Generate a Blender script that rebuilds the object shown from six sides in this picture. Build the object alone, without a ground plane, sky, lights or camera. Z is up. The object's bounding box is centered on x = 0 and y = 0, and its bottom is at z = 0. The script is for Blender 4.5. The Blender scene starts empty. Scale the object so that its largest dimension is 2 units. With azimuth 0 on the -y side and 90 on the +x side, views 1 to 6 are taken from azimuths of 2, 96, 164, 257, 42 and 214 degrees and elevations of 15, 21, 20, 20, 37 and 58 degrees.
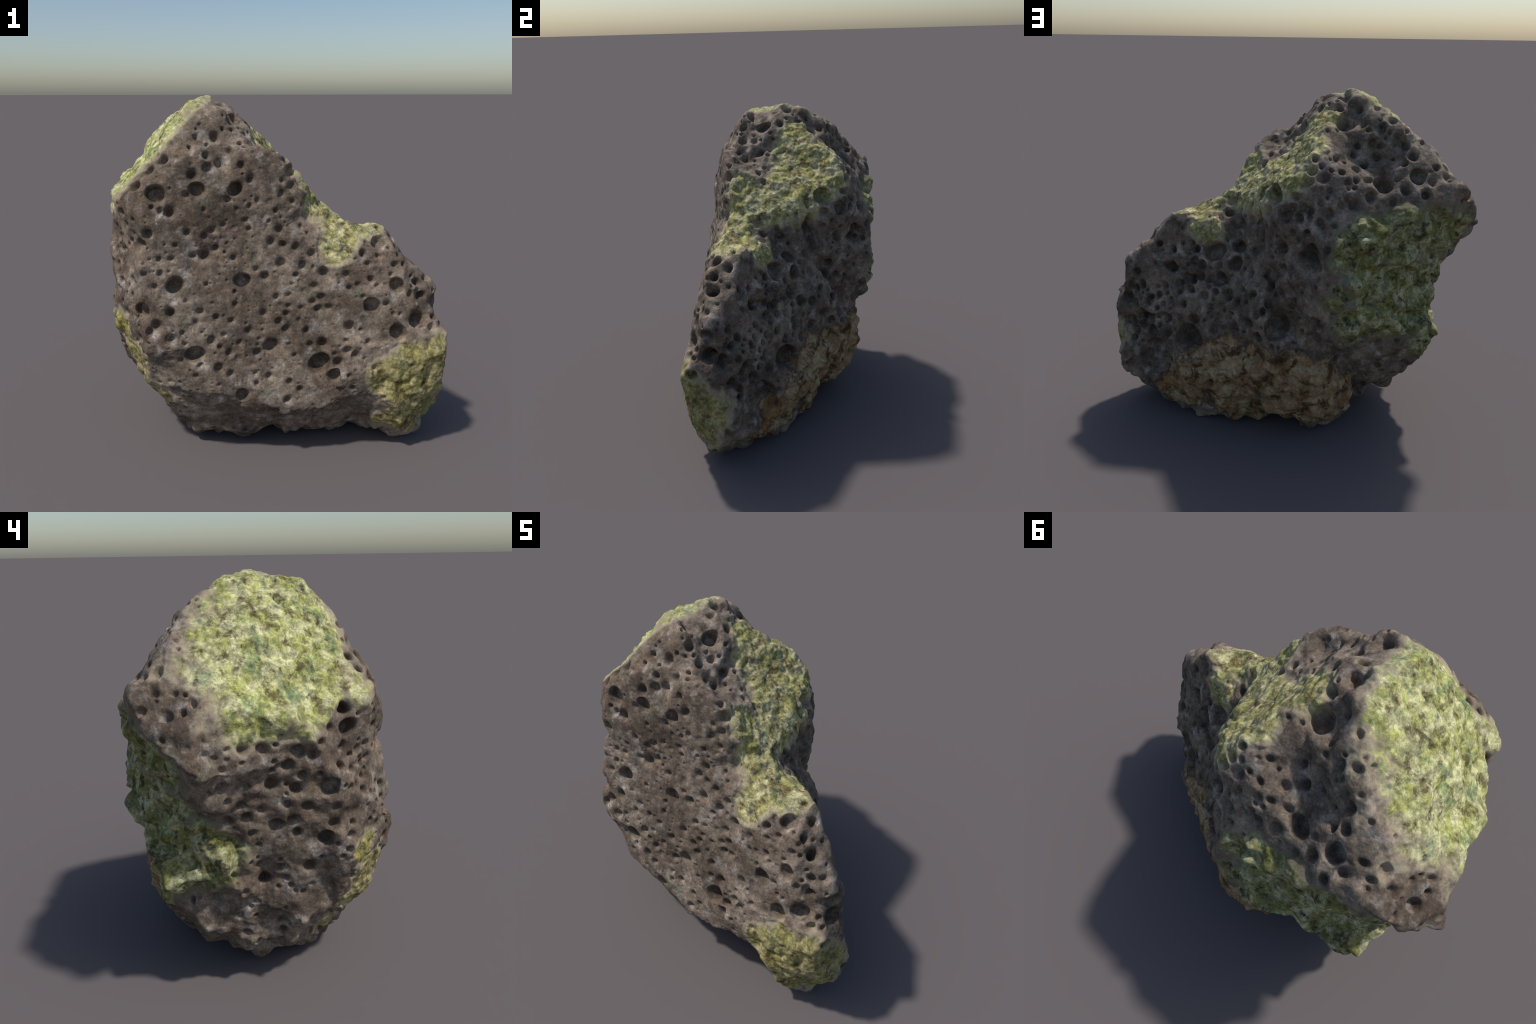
"""A pitted lava boulder with lichen-covered facets and an ochre crust at its foot.

Built in four steps:
 1. corner and ridge points of the boulder's faces, joined to one closed faceted block,
 2. voxel remesh and rounding of the block's edges,
 3. relief in code: dents, grooves, crumbly crusts, gas-bubble pits,
 4. the skin is cut into its regions (bare stone, lichen crusts, ochre crust).
"""
import bpy, bmesh, math, random
import numpy as np
from mathutils import Vector, kdtree

random.seed(7)
rng = np.random.default_rng(7)

# ------------------------------------------------------------------ 1. corners and ridges of the block, face by face
FRONT_FACE = [
    (-.614,-.513,1.436), (-.209,-.424,1.486), (-.46,-.529,1.009), (-.326,-.478,1.146), (-.141,-.483,1), (.046,-.428,1.066), (.054,-.382,1.272),
    (.284,-.409,1.015), (-.415,-.613,.649), (.283,-.549,.538), (.553,-.464,.879), (.711,-.428,.966), (.793,-.442,.807), (.704,-.478,.744),
    (.675,-.356,1.145), (.386,-.58,.482), (-.444,-.426,1.637), (-.277,-.355,1.695), (-.002,-.514,.743)]
FRONT_RIM_LEFT = [
    (-.425,-.101,1.928), (-.456,-.206,1.905), (-.563,-.415,1.637), (-.704,-.478,1.496), (-.743,-.472,1.42), (-.659,-.545,1.305), (-.665,-.543,1.192),
    (-.647,-.578,1), (-.675,-.614,.856), (-.629,-.639,.732), (-.561,-.586,.521), (-.652,-.532,.43), (-.446,-.541,.28)]
FRONT_RIM_BOTTOM = [
    (-.43,-.62,.425), (-.15,-.61,.4), (.03,-.59,.325), (.16,-.58,.3), (.41,-.54,.37), (.5,-.5,.335), (.554,-.535,.381), (.684,-.546,.336)]
FRONT_RIM_RIGHT = [
    (.157,-.335,1.428), (.134,-.309,1.547), (.094,-.298,1.62), (-.015,-.345,1.683), (-.051,-.221,1.629), (-.085,-.279,1.696), (-.23,-.168,1.832),
    (-.266,-.249,1.896)]
NOTCH = [
    (-.027,-.204,1.632), (.106,.03,1.511), (-.027,.102,1.638), (.276,-.17,1.371), (.224,-.28,1.347), (.329,-.376,1.197), (.403,-.322,1.233),
    (.429,-.303,1.269), (.409,-.15,1.272), (.639,-.224,1.256), (.623,-.169,1.252), (.489,-.399,1.136), (-.081,.145,1.739)]
LOBE = [
    (.214,.209,1.387), (.226,.117,1.386), (.154,.275,1.486), (.031,.407,1.597), (-.017,.354,1.661), (.168,.315,1.356), (.086,.443,1.402)]
TOP = [
    (-.357,.003,1.948), (-.334,.042,1.926), (-.25,.131,1.882), (-.2,-.045,1.862), (-.204,.152,1.837), (-.41,.126,1.926)]
LICHEN_FACET = [
    (-.531,.135,1.848), (-.843,-.053,1.474), (-.935,.192,1.451), (-.775,.285,1.604), (-.485,.294,1.83), (-.47,-.329,1.803), (-.684,-.314,1.595),
    (-.815,-.407,1.451), (-.792,-.293,1.446), (-.907,-.117,1.365), (-.924,-.043,1.404), (-.948,.354,1.398), (-.648,.054,1.772)]
BACK_STRIP = [
    (-.566,.366,1.753), (-.417,.318,1.795), (-.485,.253,1.851), (-.357,.484,1.504), (-.555,.52,1.583), (-.463,.537,1.49), (-.603,.551,1.542),
    (-.742,.512,1.537), (-.292,.505,1.439), (-.689,.419,1.66), (-.998,.394,1.242), (-.777,.587,1.502), (-.864,.541,1.414), (-.161,.463,1.548),
    (-.286,.324,1.645), (-.931,.469,1.294)]
BACK_LICHEN = [
    (-.071,.552,1.315), (-.05,.588,1.176), (-.23,.604,1.249), (-.435,.597,1.32), (-.562,.605,1.454), (-.102,.579,1.091), (-.013,.598,.999),
    (-.008,.559,.857), (-.065,.584,.755), (-.177,.542,.64), (-.32,.563,1.031), (-.318,.604,.835), (-.528,.524,1.042), (-.466,.54,.753),
    (-.766,.404,.944), (-.665,.432,.768), (-.548,.559,1.206), (-.852,.48,1.265), (-.774,.51,.615), (-.696,.513,.515)]
BACK_POROUS = [
    (.44,-.025,1.065), (.248,.096,1.095), (.271,-.002,1.204), (.24,.22,1.006), (.306,.11,1.03), (.4,.13,.861), (.392,.182,.654), (.496,.135,.642),
    (.264,.349,.763), (.567,.065,.688), (.69,-.05,.655), (.67,.031,.551), (.622,.118,.492), (.065,.416,.943), (.052,.411,.836), (-.001,.47,.67),
    (.145,.34,1.002), (.14,.377,1.178)]
OCHRE = [
    (.298,.259,.584), (.137,.467,.529), (-.161,.529,.525), (-.001,.535,.413), (-.222,.425,.469), (.319,.328,.407), (.496,.229,.341), (-.303,.375,.127),
    (.101,.423,.19), (.287,.257,.215), (.35,.203,.05), (-.128,.527,.275), (-.326,.326,.321)]
RIGHT_END = [
    (.956,-.48,.637), (.971,-.298,.567), (.975,-.278,.207), (.796,-.383,.051), (.889,-.392,.794), (.921,-.267,.81), (.95,-.28,.704), (.892,-.324,.935),
    (.807,-.223,.953), (.901,-.159,.383), (.839,-.123,.719), (.742,-.125,.839), (.753,-.196,1.059), (.743,-.285,.012), (.691,-.011,.117),
    (.988,-.207,.353), (.961,-.438,.697), (.658,-.543,.506), (.754,-.47,.121), (.863,-.122,.261), (.939,-.461,.435)]
BOTTOM = [
    (.3,-.34,.045), (.08,-.35,.03), (.74,-.36,.03), (-.12,-.5,.16), (.52,-.42,.19), (.27,-.43,.165), (.665,-.403,.196), (.513,-.27,.05),
    (.36,-.47,.24), (.211,-.088,.023), (.13,-.5,.19), (-.012,-.334,.063), (-.145,-.416,.051), (-.405,-.443,.094), (-.37,-.073,.012), (-.255,.167,.076),
    (-.157,.376,.027), (.087,.205,.06), (.554,.034,.012)]
LEFT_FACE = [
    (-.918,-.121,1.316), (-.894,-.177,1.201), (-.904,-.241,1.122), (-.763,-.424,1.12), (-.893,-.013,1.21), (-.866,.083,1.098), (-.86,-.097,1.103),
    (-.938,.214,1.187), (-.853,.149,1.041), (-.875,-.137,1.026), (-.882,-.231,.946), (-.82,-.422,.962), (-.837,-.1,.742), (-.836,.102,.795),
    (-.868,.224,.677), (-.882,-.336,.724), (-.833,-.123,.411), (-.807,-.286,.458), (-.74,-.116,.244), (-.566,-.05,.048), (-.451,-.323,.015),
    (-.783,.068,.49), (-.747,.242,.326), (-.603,.178,.153), (-.759,.357,.432), (-.519,.373,.285), (-.425,.366,.274), (-.399,.166,.047),
    (-.804,.316,.685), (-.728,.338,.578), (-.699,.419,.458)]
FACES = [FRONT_FACE, FRONT_RIM_LEFT, FRONT_RIM_BOTTOM, FRONT_RIM_RIGHT, NOTCH, LOBE, TOP, LICHEN_FACET, BACK_STRIP, BACK_LICHEN, BACK_POROUS, OCHRE, RIGHT_END, BOTTOM, LEFT_FACE]
CENTER = np.array((-.05, 0., .9))
CORNERS = np.array([p for face in FACES for p in face], float)

# ------------------------------------------------------------------ crust regions: balls (x, y, z, r) that cover each patch
LICHEN_TOP = [(-.79,-.13,1.74,.56),(-.93,.10,1.43,.18),(-.52,.06,1.92,.17),(-.55,-.2,1.84,.17)]
LICHEN_NOTCH = [(-.14,.11,1.80,.13),(.0,.1,1.68,.2),(-.02,.28,1.70,.12),(.1,.27,1.58,.2),(.17,.08,1.48,.22),(.22,-.1,1.40,.18),
                (.26,-.22,1.34,.14),(.36,-.25,1.24,.16),(.50,-.24,1.26,.13),(.44,-.1,1.18,.11),(.36,-.36,1.17,.12),(.15,-.2,1.5,.12)]
LICHEN_FOOT = [(.66,-.57,.48,.14),(.78,-.55,.54,.17),(.92,-.47,.55,.16),(.8,-.52,.35,.2),(.96,-.35,.42,.17),(.72,-.5,.18,.17),(.88,-.36,.25,.14)]
LICHEN_BACK = [(-.2,.6,1.2,.15),(-.3,.62,1.24,.17),(-.45,.62,1.24,.2),(-.62,.6,1.25,.18),(-.8,.52,1.2,.17),(-.3,.62,1.02,.18),(-.5,.62,1.0,.22),
               (-.68,.5,.98,.2),(-.25,.57,.8,.17),(-.45,.57,.8,.2),(-.66,.48,.8,.2),(-.74,.5,.62,.16),(-.82,.27,.78,.14),(-.80,.38,.70,.15),(-.78,.33,.86,.12),(-.13,.52,.95,.12)]
LICHEN_SIDE = [(-.84,-.45,.70,.12),(-.78,-.50,.56,.13),(-.71,-.46,.42,.12),(-.63,-.3,.25,.1),(-.62,-.5,.35,.1)]
OCHRE_FOOT = [(.5,.14,.42,.12),(.64,.02,.22,.15),(.55,.10,.36,.14),(.72,-.05,.14,.11),(.40,.24,.45,.17),(.25,.34,.45,.17),(.08,.47,.45,.17),(-.1,.54,.42,.16),(.37,.27,.2,.2),
              (.1,.42,.2,.22),(-.12,.5,.25,.2),(-.28,.44,.25,.14),(.15,.25,.0,.22)]

# ------------------------------------------------------------------ gas-bubble pits: (x, y, z, radius) on each face
FRONT_PITS_HIGH = [
    (-.29,-.33,1.74,.035), (-.21,-.36,1.68,.029), (-.33,-.39,1.65,.026), (-.26,-.39,1.61,.033), (-.15,-.38,1.6,.024), (-.32,-.41,1.59,.035),
    (-.4,-.44,1.56,.035), (-.1,-.39,1.53,.027), (.11,-.34,1.49,.027), (-.37,-.46,1.48,.043), (-.18,-.42,1.48,.038), (-.58,-.5,1.47,.048),
    (-.43,-.47,1.46,.022), (.06,-.36,1.45,.023), (-.22,-.43,1.43,.024), (-.11,-.41,1.39,.015), (-.56,-.51,1.38,.02), (-.34,-.46,1.38,.016),
    (-.51,-.5,1.37,.035), (.03,-.38,1.36,.016), (-.01,-.39,1.31,.013), (-.24,-.45,1.3,.017), (-.3,-.46,1.27,.024), (-.11,-.42,1.27,.016),
    (-.43,-.49,1.26,.024), (-.62,-.54,1.26,.031), (.05,-.39,1.26,.028), (-.34,-.47,1.24,.02), (-.67,-.53,1.21,.035), (-.49,-.51,1.2,.016),
    (.01,-.41,1.2,.026), (.59,-.33,1.19,.041), (-.28,-.47,1.18,.027), (.07,-.4,1.18,.026), (.14,-.4,1.17,.027), (-.34,-.48,1.14,.037),
    (-.4,-.5,1.14,.023), (.5,-.4,1.14,.026), (-.57,-.53,1.13,.017), (-.51,-.52,1.13,.02), (.22,-.4,1.13,.027), (-.19,-.46,1.12,.021),
    (.58,-.39,1.12,.018), (.69,-.36,1.12,.019), (.06,-.42,1.08,.034), (.52,-.41,1.08,.018), (.18,-.41,1.07,.03), (.67,-.39,1.07,.025),
    (-.56,-.55,1.06,.02), (-.65,-.57,1.06,.022), (-.07,-.46,1.06,.018), (.29,-.41,1.03,.034), (-.02,-.45,1.02,.031), (.14,-.43,1.02,.019),
    (.41,-.42,1.02,.023), (-.14,-.48,1,.043), (.54,-.43,1,.022), (-.49,-.54,.99,.047), (-.59,-.57,.99,.02), (-.33,-.51,.99,.015), (.84,-.34,.98,.022),
    (.68,-.43,.97,.039), (.57,-.44,.97,.015), (.47,-.44,.97,.02), (.24,-.43,.96,.025), (.1,-.46,.92,.019)]
FRONT_PITS_LOW = [
    (.79,-.39,.92,.022), (.04,-.47,.91,.022), (.5,-.45,.91,.019), (.28,-.44,.9,.027), (.23,-.45,.88,.022), (-.18,-.52,.88,.019), (-.66,-.61,.87,.042),
    (.62,-.46,.87,.02), (.1,-.47,.86,.016), (.55,-.47,.86,.046), (.32,-.46,.85,.025), (.17,-.47,.85,.016), (-.36,-.55,.85,.023), (-.51,-.58,.85,.033),
    (.26,-.46,.84,.025), (-.03,-.5,.83,.026), (.09,-.48,.82,.02), (-.28,-.55,.82,.021), (.66,-.46,.82,.016), (-.2,-.54,.8,.018), (-.38,-.57,.8,.019),
    (.16,-.49,.79,.016), (-.58,-.61,.79,.033), (.05,-.5,.78,.027), (.8,-.45,.78,.048), (-.61,-.63,.76,.03), (-.45,-.6,.75,.017), (.43,-.5,.75,.037),
    (.09,-.51,.74,.026), (-.11,-.53,.74,.023), (.88,-.45,.74,.028), (.2,-.5,.73,.025), (-.51,-.61,.72,.031), (.69,-.49,.72,.046), (-.3,-.58,.7,.028),
    (-.44,-.61,.69,.015), (.41,-.51,.68,.018), (.53,-.52,.68,.02), (-.26,-.58,.66,.018), (.29,-.51,.66,.037), (.22,-.52,.66,.023), (.01,-.53,.65,.04),
    (-.21,-.58,.63,.023), (-.39,-.61,.63,.05), (.42,-.53,.63,.027), (-.06,-.55,.62,.027), (.46,-.54,.61,.029), (.35,-.53,.61,.016),
    (-.36,-.61,.57,.024), (.37,-.55,.57,.033), (.27,-.54,.56,.055), (-.26,-.6,.55,.031), (-.2,-.6,.52,.024), (-.38,-.62,.51,.016),
    (-.07,-.57,.51,.016), (.43,-.57,.5,.016), (.35,-.56,.49,.038), (0,-.56,.49,.023), (.11,-.57,.46,.019), (.45,-.56,.43,.018), (.17,-.57,.42,.022),
    (-.29,-.6,.39,.027), (-.14,-.61,.39,.038), (.1,-.58,.36,.025), (.05,-.58,.31,.018), (.24,-.55,.29,.024)]
BACK_PITS_LOW = [
    (.42,0,1.06,.065), (.29,.07,1.1,.038), (.23,.18,1.11,.028), (.32,.11,1.01,.041), (.4,.05,.99,.024), (.35,.06,1.05,.019), (.26,.21,.99,.029),
    (.52,-.05,.99,.029), (.62,-.09,.94,.023), (.57,-.03,.9,.031), (.5,.01,.92,.032), (.63,-.05,.86,.023), (.67,-.12,.95,.03), (.41,.09,.92,.038),
    (.47,.07,.87,.019), (.56,.02,.84,.025), (.5,.07,.82,.032), (.38,.16,.85,.036), (.3,.22,.9,.019), (.26,.27,.9,.016), (.23,.27,.94,.016),
    (.61,.02,.76,.025), (.74,-.09,.79,.027), (.8,-.1,.74,.027), (.72,-.05,.74,.02), (.68,-.03,.77,.023), (.47,.11,.76,.023), (.48,.12,.72,.026),
    (.34,.22,.84,.018), (.7,-.06,.65,.037), (.8,-.13,.65,.04), (.83,-.16,.58,.032), (.56,.07,.68,.034), (.79,-.1,.54,.038), (.71,-.02,.57,.033),
    (.46,.15,.64,.027), (.36,.22,.67,.036), (.3,.3,.73,.033), (.19,.36,.88,.029), (.23,.35,.82,.026), (.15,.38,.83,.019), (.26,.34,.79,.02),
    (.08,.41,.86,.02), (.9,-.22,.72,.027), (.9,-.22,.58,.021), (.88,-.19,.54,.021), (.89,-.17,.48,.024), (.89,-.24,.8,.027), (.82,-.19,.82,.027),
    (.74,-.12,.83,.019), (.62,-.02,.82,.02), (.14,.37,.93,.021), (.6,.08,.57,.077), (.78,-.05,.38,.113), (.14,.4,.74,.072)]
BACK_PITS_HIGH = [
    (-.33,.25,1.81,.027), (-.41,.32,1.78,.029), (-.45,.34,1.76,.017), (-.48,.31,1.81,.026), (-.49,.35,1.74,.021), (-.52,.39,1.7,.03),
    (-.29,.3,1.69,.024), (-.36,.33,1.7,.029), (-.4,.34,1.69,.022), (-.37,.37,1.64,.028), (-.31,.36,1.61,.029), (-.27,.32,1.65,.024),
    (-.54,.45,1.65,.026), (-.49,.45,1.62,.022), (-.25,.4,1.59,.027), (-.23,.46,1.54,.021), (-.3,.45,1.54,.026), (-.37,.48,1.52,.046),
    (-.44,.49,1.55,.02), (-.47,.53,1.5,.034), (-.54,.52,1.57,.046), (-.61,.55,1.54,.032), (-.7,.54,1.53,.016), (-.65,.49,1.59,.021),
    (-.29,.5,1.46,.03), (-.4,.54,1.44,.023), (-.2,.51,1.43,.037), (-.14,.51,1.43,.025), (-.01,.41,1.59,.025), (-.06,.44,1.56,.035),
    (.01,.43,1.54,.025), (-.09,.46,1.5,.021), (-.16,.43,1.58,.02), (-.18,.47,1.54,.019), (-.16,.36,1.64,.022), (.08,.41,1.47,.025),
    (-.04,.47,1.44,.025), (.09,.42,1.41,.027), (.04,.45,1.42,.025), (-.07,.51,1.39,.034), (.06,.45,1.36,.027), (.12,.39,1.36,.027),
    (.02,.49,1.37,.023), (-.03,.52,1.33,.023), (-.17,.5,1.46,.025), (.03,.47,1.28,.023), (.09,.43,1.28,.019)]
RIGHT_PITS = [
    (.75,-.32,1.07,.037), (.69,-.32,1.13,.026), (.79,-.37,.97,.024), (.9,-.34,.86,.043), (.92,-.33,.76,.046), (.92,-.25,.72,.04), (.87,-.17,.71,.024),
    (.83,-.17,.62,.03), (.89,-.22,.58,.034), (.87,-.18,.53,.027), (.89,-.17,.49,.021), (.86,-.21,.79,.027), (.64,-.13,1.04,.025), (.51,-.06,1.06,.024),
    (.71,-.18,1.07,.02), (.49,-.01,.98,.03), (.38,.11,.92,.026), (.26,.27,.89,.022), (.59,-.06,.93,.024), (.54,0,.9,.03), (.66,-.11,.95,.035),
    (.46,.05,.92,.034), (.34,.22,.83,.027), (.7,-.09,.84,.022), (.61,-.04,.87,.022), (.78,-.11,.77,.021), (.79,-.1,.55,.033), (.96,-.42,.66,.031),
    (.81,-.39,.9,.028)]
NOTCH_PITS = [
    (-.2,-.12,1.83,.046), (-.3,-.2,1.87,.034), (-.21,-.25,1.82,.03), (-.14,-.17,1.74,.025), (-.14,-.24,1.75,.03), (-.07,-.13,1.69,.033),
    (-.06,-.22,1.64,.021), (-.29,-.04,1.91,.024), (-.31,.05,1.91,.036), (-.24,.13,1.88,.03), (-.27,.21,1.82,.053), (-.19,0,1.85,.027),
    (.16,.29,1.45,.053), (.12,.39,1.37,.046), (.02,.47,1.41,.029), (.18,.29,1.36,.032), (.26,.02,1.22,.032), (.23,.13,1.27,.025), (.14,.38,1.19,.036),
    (-.02,.51,1.35,.028)]
LEFT_PITS = [
    (-.85,-.31,1.32,.041), (-.85,-.22,1.33,.025), (-.89,-.17,1.28,.02), (-.85,-.28,1.24,.023), (-.8,-.36,1.21,.022), (-.77,-.42,1.16,.02),
    (-.84,-.33,1.13,.022), (-.77,-.44,1.36,.026), (-.96,.39,1.32,.018), (-.96,.33,1.29,.023), (-.87,.46,1.44,.035), (-.78,.49,1.51,.03),
    (-.73,.47,1.58,.033), (-.7,.52,1.55,.024), (-.93,.17,1.29,.03), (-.91,.09,1.28,.033), (-.9,-.07,1.25,.034), (-.9,-.13,1.23,.031),
    (-.55,-.08,1.84,.029), (-.87,.04,1.11,.036), (-.87,-.07,1.08,.032), (-.89,-.21,1.08,.044), (-.92,.26,1.13,.031), (-.89,.15,1.11,.018),
    (-.86,.25,1.06,.021), (-.84,.18,1.03,.025), (-.85,.08,.99,.022), (-.87,-.12,.99,.031), (-.82,.22,.95,.022), (-.85,.01,.91,.036),
    (-.86,-.06,.93,.03), (-.84,.12,.88,.023), (-.87,-.21,.83,.039), (-.83,-.15,.68,.035), (-.88,-.32,.76,.02), (-.88,-.24,.9,.031),
    (-.88,-.25,.98,.023), (-.76,-.49,.82,.027), (-.82,-.4,1.02,.024), (-.87,-.32,.83,.027), (-.7,-.53,.99,.022), (-.86,-.03,1.01,.023)]

# grooves and hollows: polyline (x, y, z)..., half width, depth
GROOVES = [
    ([(-.2,.5,.52),(-.32,.43,.36),(-.37,.35,.2)], .045, .06),
    ([(.23,.19,1.30),(.22,.23,1.12),(.18,.30,.97),(.13,.38,.80),(.05,.44,.64),(-.06,.46,.56)], .034, .09),
    ([(-.80,.06,.72),(-.69,.04,.44),(-.62,.02,.20)], .05, .045),
    ([(-.66,.36,.53),(-.72,.22,.56),(-.74,.12,.58)], .025, .03),
    ([(-.24,.36,1.67),(-.35,.39,1.65),(-.51,.42,1.64)], .055, .028),
    ([(-.10,-.06,1.74),(-.03,-.17,1.67),(.0,-.24,1.64)], .035, .03),
    ([(-.33,.02,1.93),(-.31,.08,1.92),(-.27,.12,1.89)], .02, .03),
    ([(.14,.16,1.29),(.10,.3,1.22)], .05, .03),
]
HOLLOWS = [(-.32,.6,1.24,.07,.03), (-.86,.22,.69,.07,.035), (.06,.46,1.06,.08,-.03), (.02,.48,.90,.08,-.02), (-.985,.385,1.25,.07,-.012), (-.80,.57,1.51,.06,-.012), (.98,-.35,.55,.12,-.008), (-.01,.46,1.16,.085,.07), (-.2,.52,.52,.085,.08), (.50,-.03,1.0,.14,-.022), (.88,-.33,.95,.10,-.018), (.60,-.2,1.24,.10,.016), (-.305,.2,1.845,.085,.04), (-.02,.42,1.14,.06,.04), (.42,-.44,.24,.06,.03), (-.12,-.50,.2,.06,.03),]


# ------------------------------------------------------------------ noise in code
_perm = np.random.default_rng(11).permutation(256)
_perm = np.concatenate([_perm, _perm, _perm])
_grad = np.random.default_rng(12).normal(size=(256, 3))
_grad /= np.linalg.norm(_grad, axis=1)[:, None]


def perlin(p):
    i = np.floor(p).astype(int)
    f = p - i
    w = f * f * f * (f * (f * 6 - 15) + 10)
    i &= 255
    out = 0.
    for dx in (0, 1):
        for dy in (0, 1):
            for dz in (0, 1):
                h = _perm[_perm[_perm[(i[:, 0] + dx) & 255] + ((i[:, 1] + dy) & 255)] + ((i[:, 2] + dz) & 255)]
                g = _grad[h]
                d = g[:, 0] * (f[:, 0] - dx) + g[:, 1] * (f[:, 1] - dy) + g[:, 2] * (f[:, 2] - dz)
                out = out + d * (w[:, 0] if dx else 1 - w[:, 0]) * (w[:, 1] if dy else 1 - w[:, 1]) * (w[:, 2] if dz else 1 - w[:, 2])
    return out * 1.6


def fbm(p, octaves=4, rough=.55, ridged=False):
    out, a, tot = 0., 1., 0.
    for k in range(octaves):
        n = perlin(p * 2.03 ** k + 17.3 * k)
        if ridged:
            n = 1 - 2 * np.abs(n)
        out, tot, a = out + a * n, tot + a, a * rough
    return out / tot


def billow(p, octaves=4, rough=.55):
    """Rounded lumps that meet in sharp creases, about zero on average."""
    out, a, tot = 0., 1., 0.
    for k in range(octaves):
        out, tot, a = out + a * (np.abs(perlin(p * 2.1 ** k + 9.1 * k)) - .22), tot + a, a * rough
    return out * 2 / tot


def level(s, w):
    """Shift a relief so that it neither swells nor shrinks the part it covers."""
    return s - np.sum(s * w) / (np.sum(w) + 1e-9)


def smoothstep(a, b, x):
    t = np.clip((x - a) / (b - a), 0, 1)
    return t * t * (3 - 2 * t)


def cover(P, balls):
    """1 at a ball's centre, 0 on its skin, the largest of all balls."""
    return np.max([1 - np.linalg.norm(P - np.array(b[:3]), axis=1) / b[3] for b in balls], axis=0)


# ------------------------------------------------------------------ 2. block, remesh, rounding
def faceted_block():
    dirs = CORNERS - CENTER
    dirs /= np.linalg.norm(dirs, axis=1)[:, None]
    bm = bmesh.new()
    verts = [bm.verts.new(d) for d in dirs]
    bmesh.ops.convex_hull(bm, input=verts)
    bmesh.ops.recalc_face_normals(bm, faces=bm.faces)
    for v, p in zip(verts, CORNERS):
        v.co = p
    me = bpy.data.meshes.new("block")
    bm.to_mesh(me)
    bm.free()
    return me


def remeshed(me, voxel):
    ob = bpy.data.objects.new("block", me)
    bpy.context.scene.collection.objects.link(ob)
    m = ob.modifiers.new("remesh", 'REMESH')
    m.mode, m.voxel_size, m.adaptivity = 'VOXEL', voxel, 0.
    ev = ob.evaluated_get(bpy.context.evaluated_depsgraph_get())
    out = ev.to_mesh()
    V = np.empty(len(out.vertices) * 3)
    out.vertices.foreach_get("co", V)
    Q = np.array([p.vertices[:] for p in out.polygons], int)
    ev.to_mesh_clear()
    bpy.data.objects.remove(ob)
    bpy.data.meshes.remove(me)
    return V.reshape(-1, 3), Q


V, Q = remeshed(faceted_block(), .0052)
E = np.concatenate([Q[:, [k, (k + 1) % 4]] for k in range(4)])
deg = np.bincount(E[:, 0], minlength=len(V)).astype(float)


def relax(X, n, amount=.6):
    for _ in range(n):
        avg = np.stack([np.bincount(E[:, 0], X[E[:, 1], k], len(X)) for k in range(3)], 1) / deg[:, None]
        X = X + amount * (avg - X)
    return X


def blur(s, n):
    for _ in range(n):
        s = .4 * s + .6 * np.bincount(E[:, 0], s[E[:, 1]], len(s)) / deg
    return s


def normals(X):
    fn = np.cross(X[Q[:, 2]] - X[Q[:, 0]], X[Q[:, 3]] - X[Q[:, 1]])
    n = np.stack([sum(np.bincount(Q[:, k], fn[:, c], len(X)) for k in range(4)) for c in range(3)], 1)
    return n / (np.linalg.norm(n, axis=1)[:, None] + 1e-12)


rough_block = V.copy()
V = relax(V, 18)
V = V + relax(rough_block - V, 18) * .75          # rounding eats the corners: give their bulk back
N = normals(V)
if np.mean(np.sum(N * (V - CENTER), axis=1)) < 0:
    Q = Q[:, ::-1]
    N = -N

# region strengths on the block
wob = .30 * fbm(V * 8, 4, .6)
REGIONS = {"top": LICHEN_TOP, "notch": LICHEN_NOTCH, "foot": LICHEN_FOOT, "back": LICHEN_BACK, "side": LICHEN_SIDE, "ochre": OCHRE_FOOT}
field = {k: cover(V, b) + wob for k, b in REGIONS.items()}
field["top"] = np.minimum(field["top"], (V @ np.array((-.735, 0, .678)) - 1.545) / .10 + .5 * wob)
mask = {k: smoothstep(-.02, .16, f) for k, f in field.items()}
lichen = np.max([mask[k] for k in ("top", "notch", "foot", "back", "side")], axis=0)
crust = np.maximum(lichen, mask["ochre"])
bare = 1 - crust

# ------------------------------------------------------------------ 3. relief
V = V + N * .008
# broad swellings and chipped hollows of the broken stone
V = V + N * (.014 * fbm(V * 5.5, 3) * (1 - .4 * mask["top"]))[:, None]
front = smoothstep(-.75, -.93, N[:, 1])          # the sawn-looking flat front
lumpy = bare * (1 - .75 * front)
under = smoothstep(-.1, -.5, N[:, 2])
V = V + N * (lumpy * (.022 * fbm(V * 9 + 3, 3, .45) - .003 + under * .05 * level(billow(V * 5 + 6, 2, .4), under)) + front * bare * .007 * fbm(V * 10 + 7, 2))[:, None]

for path, width, depth in GROOVES:
    pts = np.array(path)
    d = np.full(len(V), 9.)
    for a, b in zip(pts[:-1], pts[1:]):
        t = np.clip(((V - a) @ (b - a)) / np.dot(b - a, b - a), 0, 1)
        d = np.minimum(d, np.linalg.norm(V - a - t[:, None] * (b - a), axis=1))
    d = d * (1 + .35 * fbm(V * 16 + 9, 2))
    V = V - N * (depth * np.exp(-(d / width) ** 2))[:, None]
for x, y, z, r, depth in HOLLOWS:
    d = np.linalg.norm(V - np.array((x, y, z)), axis=1) * (1 + .25 * fbm(V * 12 + 2, 2))
    V = V - N * (depth * np.exp(-(d / r) ** 4))[:, None]

N = normals(V)
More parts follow.
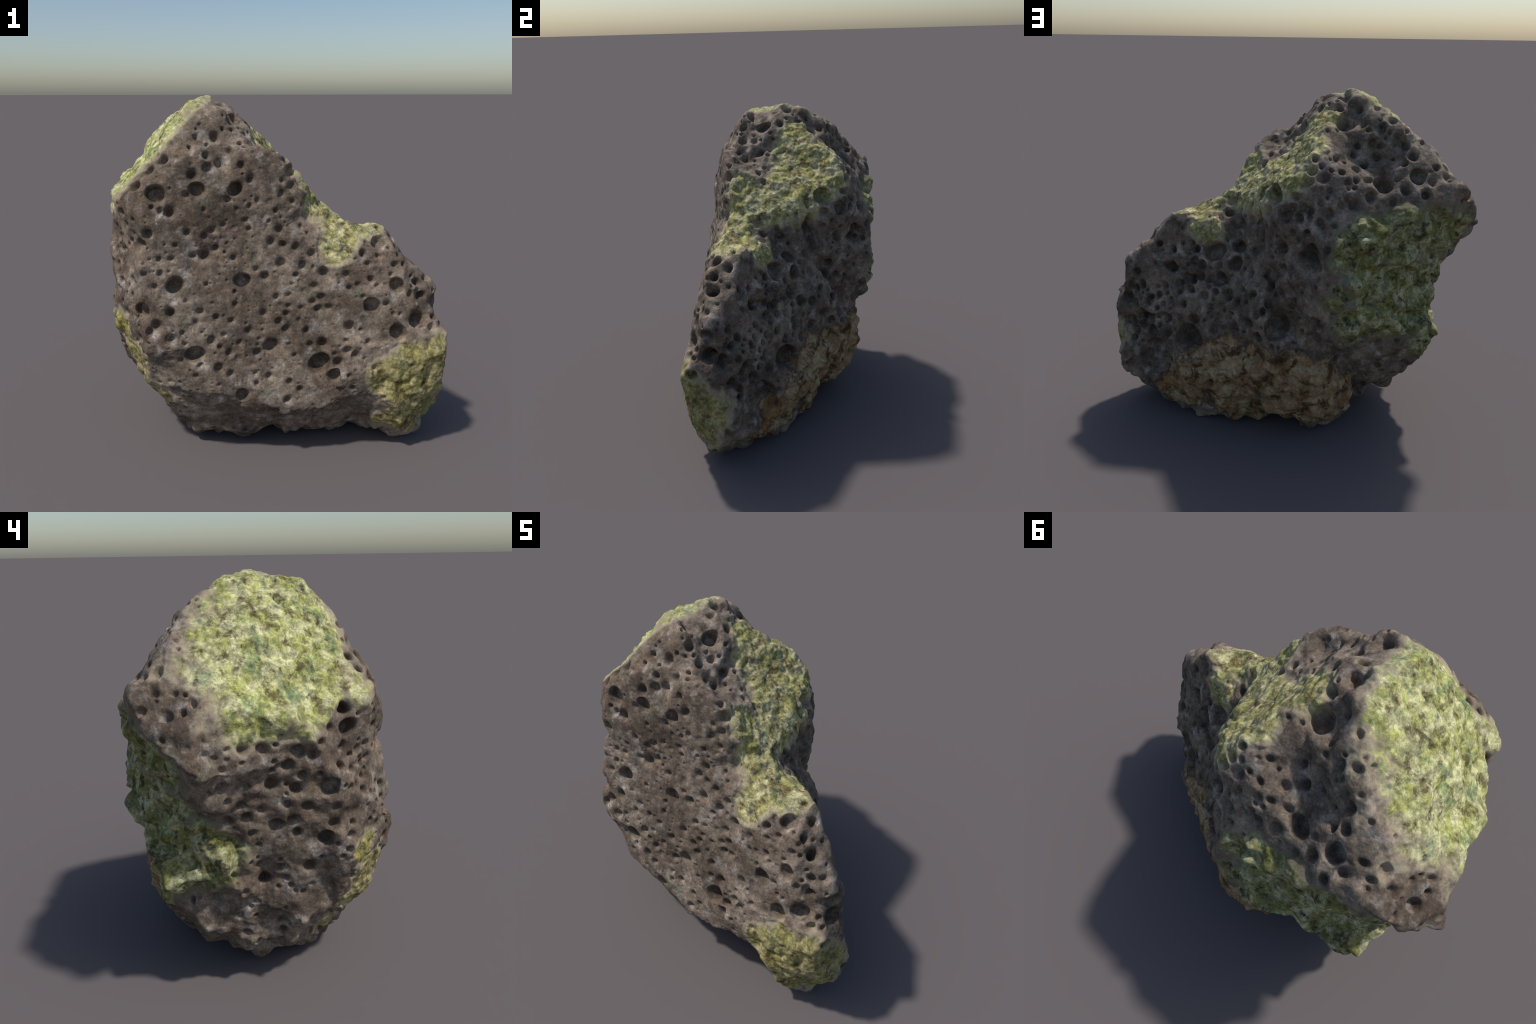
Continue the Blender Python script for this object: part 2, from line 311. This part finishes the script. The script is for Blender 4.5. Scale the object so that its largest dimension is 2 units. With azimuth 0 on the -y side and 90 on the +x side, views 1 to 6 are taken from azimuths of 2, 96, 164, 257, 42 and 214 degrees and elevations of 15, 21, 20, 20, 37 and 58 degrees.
# crumbly lichen: cushions with creases between them, boldest on the back face
cushions = fbm(V * 13 + 1, 3, .45)
lumps = billow(V * 8 + 4, 3, .5)
ledges = billow(V * np.array((6., 6., 8.)) + .3 * fbm(V * 6, 2)[:, None] + 2, 2, .4)
solid = 1 - np.exp(-(np.linalg.norm(V - np.array((-.97, .39, 1.26)), axis=1) / .12) ** 4)      # the sharp left corner stays whole
V = V + N * (solid * (lichen * (.010 * cushions + .024 * level(lumps, lichen) - .004) - mask["notch"] * .007 + mask["back"] * .062 * level(ledges, mask["back"]) + mask["notch"] * .006 * cushions))[:, None]
# knobbly ochre crust
knobs = billow(V * np.array((7., 7., 9.5)) + .3 * fbm(V * 8 + 3, 2)[:, None] + 8, 3, .48)
V = V + N * (mask["ochre"] * .045 * level(knobs, mask["ochre"]))[:, None]
calm = np.maximum(mask['back'], mask['ochre'])[:, None]
V = V + calm * (relax(V, 8, .6) - V)                # worn, no shards
V = relax(V, 2, .5)
# fine grain on all stone
V = V + N * (.0022 * fbm(V * 60, 2))[:, None]

smooth = relax(V, 14)
NS = normals(smooth)
tree = kdtree.KDTree(len(V))
for i, p in enumerate(smooth):
    tree.insert(p, i)
tree.balance()
sink = np.zeros((len(V), 3))


def pit(centre, r, depth, stretch=None, steep=.15):
    _, i, _ = tree.find(centre)
    n = NS[i]
    c = smooth[i]
    near = np.array([j for _, j, _ in tree.find_range(c, r * 1.9)], int)
    if len(near) < 4:
        return
    d = smooth[near] - c
    h = d @ n
    t = d - h[:, None] * n
    if stretch is not None:
        s = np.cross(n, stretch)
        s /= np.linalg.norm(s) + 1e-9
        t = t + s * ((t @ s) * .16)[:, None]
    q = np.linalg.norm(t, axis=1) / r
    q = q * (1 + .10 * perlin(smooth[near] / r * .9 + centre[0] * 31))
    bowl = .86 * (1 - smoothstep(steep if r < .042 else .68, 1.04, q)) + .14 * (1 - smoothstep(.7, 1.7, q))
    same = NS[near] @ n > -.1
    push = -depth * bowl * same
    if r > .042 and steep > .3:                       # large cavities run up under their upper lip
        lean = .15
        push = push * (1 + .35 * np.clip(t[:, 2] / r, -1, 1))
        new = push[:, None] * (n - np.array((0, 0, lean)))
    else:
        new = push[:, None] * n
    deeper = np.linalg.norm(new, axis=1) > np.linalg.norm(sink[near], axis=1)
    sink[near[deeper]] = new[deeper]


placed = []
for face, deep, steep in ((FRONT_PITS_HIGH, 1.0, .15), (FRONT_PITS_LOW, 1.0, .15), (BACK_PITS_LOW, 1.15, .32), (BACK_PITS_HIGH, 1.15, .28), (RIGHT_PITS, 1.6, .42), (NOTCH_PITS, 1.1, .3),
                          (LEFT_PITS, 1.0, .25)):
    for x, y, z, r in face:
        placed.append((x, y, z, r))
        big = np.clip(1.2 - r * 5, .65, 1)
        pit((x, y, z), r * 1.12, r * 1.38 * deep * big * rng.uniform(.8, 1.15), rng.normal(size=3), steep)

# uncounted small bubbles between them
ptree = kdtree.KDTree(len(placed) + 6000)
for i, p in enumerate(placed):
    ptree.insert(p[:3], i)
ptree.balance()
rad = [p[3] for p in placed]
cand = rng.permutation(len(V))[:45000]
own = {}
for i in cand:
    p = smooth[i]
    flat = front[i] > .5
    if rng.random() > bare[i] * (.35 if flat else 1.):
        continue
    r = .0065 + .016 * rng.random() ** 3 if flat else .012 + .024 * rng.random() ** 1.6
    if any(d < rad[j] * (1 if flat else 1.08) + r * 1.15 for _, j, d in ptree.find_range(p, r + .10)):
        continue
    key = tuple((p / .08).astype(int))
    gap = 1.25 if flat else 1.22
    if any(np.dot(q - p, q - p) < (r * gap + rq * gap) ** 2
           for a in (-1, 0, 1) for b in (-1, 0, 1) for c in (-1, 0, 1)
           for q, rq in own.get((key[0] + a, key[1] + b, key[2] + c), ())):
        continue
    own.setdefault(key, []).append((p, r))
    if rng.random() < (.45 if flat else .62):
        continue
    if flat and rng.random() < .3:                    # worn, nearly filled bubbles
        pit(p, r * 1.5, r * .5, rng.normal(size=3), .3)
        continue
    pit(p, r, r * rng.uniform(.8, 1.5) * (1. if flat else 1.25), rng.normal(size=3), .15 if flat else .35)
V = V + sink * (.35 + .65 * solid)[:, None]
V = V + NS * (.0010 * fbm(V * 110 + 2, 2))[:, None]
V = relax(V, 1, .35)

# ------------------------------------------------------------------ set down in the frame
z = V[:, 2]
V[:, 2] = np.where(z < .014, .014 * np.exp(np.minimum(z - .014, 0) / .014), z)     # it stands on a few worn feet
lo, hi = V.min(0), V.max(0)
shift = np.array((0., 0., -lo[2]))
scale = 1.0
V = (V + shift) * scale * np.array((1.002, .997, .995))
print("size", (hi - lo), "shift", shift, "scale", scale)
N = normals(V)


def to_frame(b):
    p = (np.array(b[:3]) + shift) * scale
    return (*p, b[3] * scale)


# ------------------------------------------------------------------ materials
def node(nt, kind, **kw):
    n = nt.nodes.new(kind)
    for k, v in kw.items():
        setattr(n, k, v)
    return n


class Tree:
    def __init__(self, name):
        self.mat = bpy.data.materials.new(name)
        self.mat.use_nodes = True
        self.nt = self.mat.node_tree
        self.nt.nodes.clear()
        self.co = node(self.nt, 'ShaderNodeTexCoord').outputs['Object']

    def put(self, sock, v):
        if isinstance(v, bpy.types.NodeSocket):
            self.nt.links.new(v, sock)
        elif isinstance(v, (tuple, list)) and sock.type == 'RGBA' and len(v) == 3:
            sock.default_value = (*v, 1)
        else:
            sock.default_value = v

    def math(self, op, a, b=0., c=0., clamp=False):
        n = node(self.nt, 'ShaderNodeMath', operation=op, use_clamp=clamp)
        for s, v in zip(n.inputs, (a, b, c)):
            self.put(s, v)
        return n.outputs[0]

    def vec(self, op, a, b):
        n = node(self.nt, 'ShaderNodeVectorMath', operation=op)
        self.put(n.inputs[0], a)
        self.put(n.inputs[1], b)
        return n.outputs['Value'] if op in ('DISTANCE', 'DOT_PRODUCT') else n.outputs[0]

    def noise(self, scale, detail=4., rough=.55, dist=0., offset=0.):
        n = node(self.nt, 'ShaderNodeTexNoise')
        self.put(n.inputs['Vector'], self.vec('ADD', self.co, (offset, offset * .7, -offset)) if offset else self.co)
        n.inputs['Scale'].default_value, n.inputs['Detail'].default_value = scale, detail
        n.inputs['Roughness'].default_value, n.inputs['Distortion'].default_value = rough, dist
        return n.outputs[0]

    def voronoi(self, scale, offset=0.):
        n = node(self.nt, 'ShaderNodeTexVoronoi')
        self.put(n.inputs['Vector'], self.vec('ADD', self.co, (offset, offset, offset)))
        n.inputs['Scale'].default_value = scale
        return n.outputs['Distance']

    def step(self, x, a, b, lo=0., hi=1.):
        n = node(self.nt, 'ShaderNodeMapRange', interpolation_type='SMOOTHSTEP')
        for s, v in zip(n.inputs, (x, a, b, lo, hi)):
            self.put(s, v)
        return n.outputs[0]

    def mix(self, f, a, b, blend='MIX'):
        n = node(self.nt, 'ShaderNodeMix', data_type='RGBA', blend_type=blend)
        self.put(n.inputs[0], f)
        self.put(n.inputs[6], a)
        self.put(n.inputs[7], b)
        return n.outputs[2]

    def cover(self, balls):
        out = None
        for b in balls:
            x, y, z, r = to_frame(b)
            s = self.math('MULTIPLY_ADD', self.vec('DISTANCE', self.co, (x, y, z)), -1 / r, 1.)
            out = s if out is None else self.math('MAXIMUM', out, s)
        return out


def stone_material():
    t = Tree("lava_stone_with_lichen")
    wob = t.math('MULTIPLY_ADD', t.math('ADD', t.noise(6., 5., .62), t.math('MULTIPLY', t.noise(24., 4., .6, 0., 2.), .5)), 1.2, -.9)
    # bare stone: brown-grey with mauve, pale and rusty clouds and a fine speckle
    stone = t.mix(t.step(t.noise(3.2, 4.), .38, .64), (.134, .100, .074), (.215, .170, .130))
    stone = t.mix(t.step(t.noise(11., 5., .6, 0., 3.), .50, .72), stone, (.32, .28, .24))
    stone = t.mix(t.step(t.noise(16., 4., .6, 0., 7.), .54, .74, 0., .7), stone, (.080, .061, .047))
    stone = t.mix(t.step(t.noise(5., 4., .6, 0., 11.), .57, .74, 0., .6), stone, (.215, .152, .100))
    speck = t.noise(95., 3., .7)
    stone = t.mix(t.step(t.noise(6., 5., .65, .3, 23.), .56, .72, 0., .5), stone, (.13, .135, .085))     # a breath of algae
    stone = t.mix(1., stone, t.step(t.noise(8., 4., .6, .3, 17.), .36, .66, .70, 1.30), 'MULTIPLY')
    stone = t.mix(1., stone, t.step(speck, .3, .72, .74, 1.26), 'MULTIPLY')
    stone = t.mix(1., stone, t.step(t.noise(26., 3., .6, 0., 13.), .34, .68, .78, 1.22), 'MULTIPLY')

    def lichen(pale, bright, green, dark, off):
        c = t.mix(t.step(t.noise(12., 6., .66, .3, off), .41, .60), bright, pale)
        c = t.mix(t.step(t.noise(8., 6., .70, .3, off + 4), .52, .66, 0., .85), c, green)
        c = t.mix(t.step(t.noise(14., 6., .70, .2, off + 9), .50, .64, 0., .92), c, dark)
        c = t.mix(t.step(t.noise(10., 5., .65, .3, off + 14), .58, .70, 0., .7), c, (.38, .315, .225))
        c = t.mix(1., c, t.step(t.noise(30., 5., .7, .2, off + 2), .34, .66, .58, 1.42), 'MULTIPLY')
        return t.mix(1., c, t.step(t.noise(90., 4., .7, 0., off), .3, .7, .8, 1.2), 'MULTIPLY')

    col = stone
    for balls, kind, tan, lo in (
            (LICHEN_BACK, lichen((.36, .355, .20), (.19, .185, .06), (.125, .14, .04), (.05, .040, .024), 31.), (.19, .175, .115), 0),
            (LICHEN_SIDE, lichen((.33, .29, .14), (.28, .25, .07), (.17, .16, .06), (.12, .09, .045), 41.), (.38, .315, .225), 0),
            (LICHEN_FOOT, lichen((.36, .31, .15), (.25, .225, .075), (.14, .15, .065), (.10, .068, .03), 51.), (.38, .315, .225), 0),
            (LICHEN_NOTCH, lichen((.48, .44, .24), (.30, .28, .095), (.09, .11, .08), (.12, .08, .04), 61.), (.38, .315, .225), 0),
            (LICHEN_TOP, lichen((.53, .51, .28), (.36, .37, .12), (.17, .24, .125), (.12, .095, .04), 71.), (.38, .315, .225), 1)):
        f = t.math('ADD', t.cover(balls), wob)
        if lo:
            n = np.array((-.735, 0, .678))
            d = 1.545 * scale + float(n @ shift) * scale
            h = t.math('MULTIPLY_ADD', t.vec('DOT_PRODUCT', t.co, tuple(n)), 1 / .10 / scale, -d / .10 / scale)
            f = t.math('MINIMUM', f, t.math('MULTIPLY_ADD', wob, .5, h))
        col = t.mix(t.step(f, -.14, .16, 0., .85), col, tan)
        col = t.mix(t.step(f, .02, .34), col, kind)
    # ochre crust
    och = t.mix(t.step(t.noise(9., 5., .62, .3, 81.), .40, .62), (.38, .285, .165), (.24, .148, .07))
    och = t.mix(t.step(t.noise(11., 5., .68, .5, 85.), .47, .62, 0., .95), och, (.065, .034, .015))
    och = t.mix(t.step(t.noise(6., 5., .6, .3, 89.), .56, .70, 0., .8), och, (.27, .125, .04))
    och = t.mix(1., och, t.step(t.noise(60., 4., .7), .3, .7, .75, 1.25), 'MULTIPLY')
    f = t.math('ADD', t.cover(OCHRE_FOOT), wob)
    col = t.mix(t.step(f, -.02, .06, 0., .6), col, (.065, .034, .015))
    col = t.mix(t.step(f, .0, .2), col, och)

    bump = node(t.nt, 'ShaderNodeBump')
    bump.inputs['Strength'].default_value = .4
    bump.inputs['Distance'].default_value = .006
    t.put(bump.inputs['Height'], t.math('ADD', t.noise(75., 5., .7), t.noise(180., 3., .7)))
    b = node(t.nt, 'ShaderNodeBsdfPrincipled')
    t.put(b.inputs['Base Color'], col)
    b.inputs['Roughness'].default_value = .92
    b.inputs['Specular IOR Level'].default_value = .2
    t.put(b.inputs['Normal'], bump.outputs[0])
    out = node(t.nt, 'ShaderNodeOutputMaterial')
    t.nt.links.new(b.outputs[0], out.inputs[0])
    return t.mat


material = stone_material()

# ------------------------------------------------------------------ 4. cut into regions
names = {"top": "lichen_crust", "notch": "lichen_crust", "foot": "lichen_crust", "back": "lichen_crust", "side": "lichen_crust", "ochre": "ochre_crust"}
order = ["top", "notch", "foot", "back", "side", "ochre"]
stack = np.stack([blur(field[k], 6) for k in order], 1)
owner = np.where(stack.max(1) > .08, stack.argmax(1), -1)
fo = owner[Q]
face_owner = np.where((fo == fo[:, :1]).all(1), fo[:, 0], -1)

root = bpy.data.objects.new("lava_rock", None)
root["label"] = "dark pitted lava boulder with yellow-green lichen facets"
root["category"] = "volcanic rock"
bpy.context.scene.collection.objects.link(root)


def region(name, faces, kind=None):
    used, idx = np.unique(faces, return_inverse=True)
    idx = idx.reshape(faces.shape)
    me = bpy.data.meshes.new(name)
    me.vertices.add(len(used))
    me.vertices.foreach_set("co", V[used].ravel())
    me.loops.add(idx.size)
    me.loops.foreach_set("vertex_index", idx.ravel().astype(np.int32))
    me.polygons.add(len(idx))
    me.polygons.foreach_set("loop_start", np.arange(0, idx.size, 4, dtype=np.int32))
    me.polygons.foreach_set("use_smooth", np.ones(len(idx), bool))
    me.update()
    me.validate()
    me.normals_split_custom_set_from_vertices([tuple(n) for n in N[used]])
    me.materials.append(material)
    ob = bpy.data.objects.new(name, me)
    ob.parent = root
    bpy.context.scene.collection.objects.link(ob)
    return ob


region("pitted_stone", Q[face_owner == -1])
for k, key in enumerate(order):
    if (face_owner == k).sum() > 50:
        region(names[key], Q[face_owner == k])
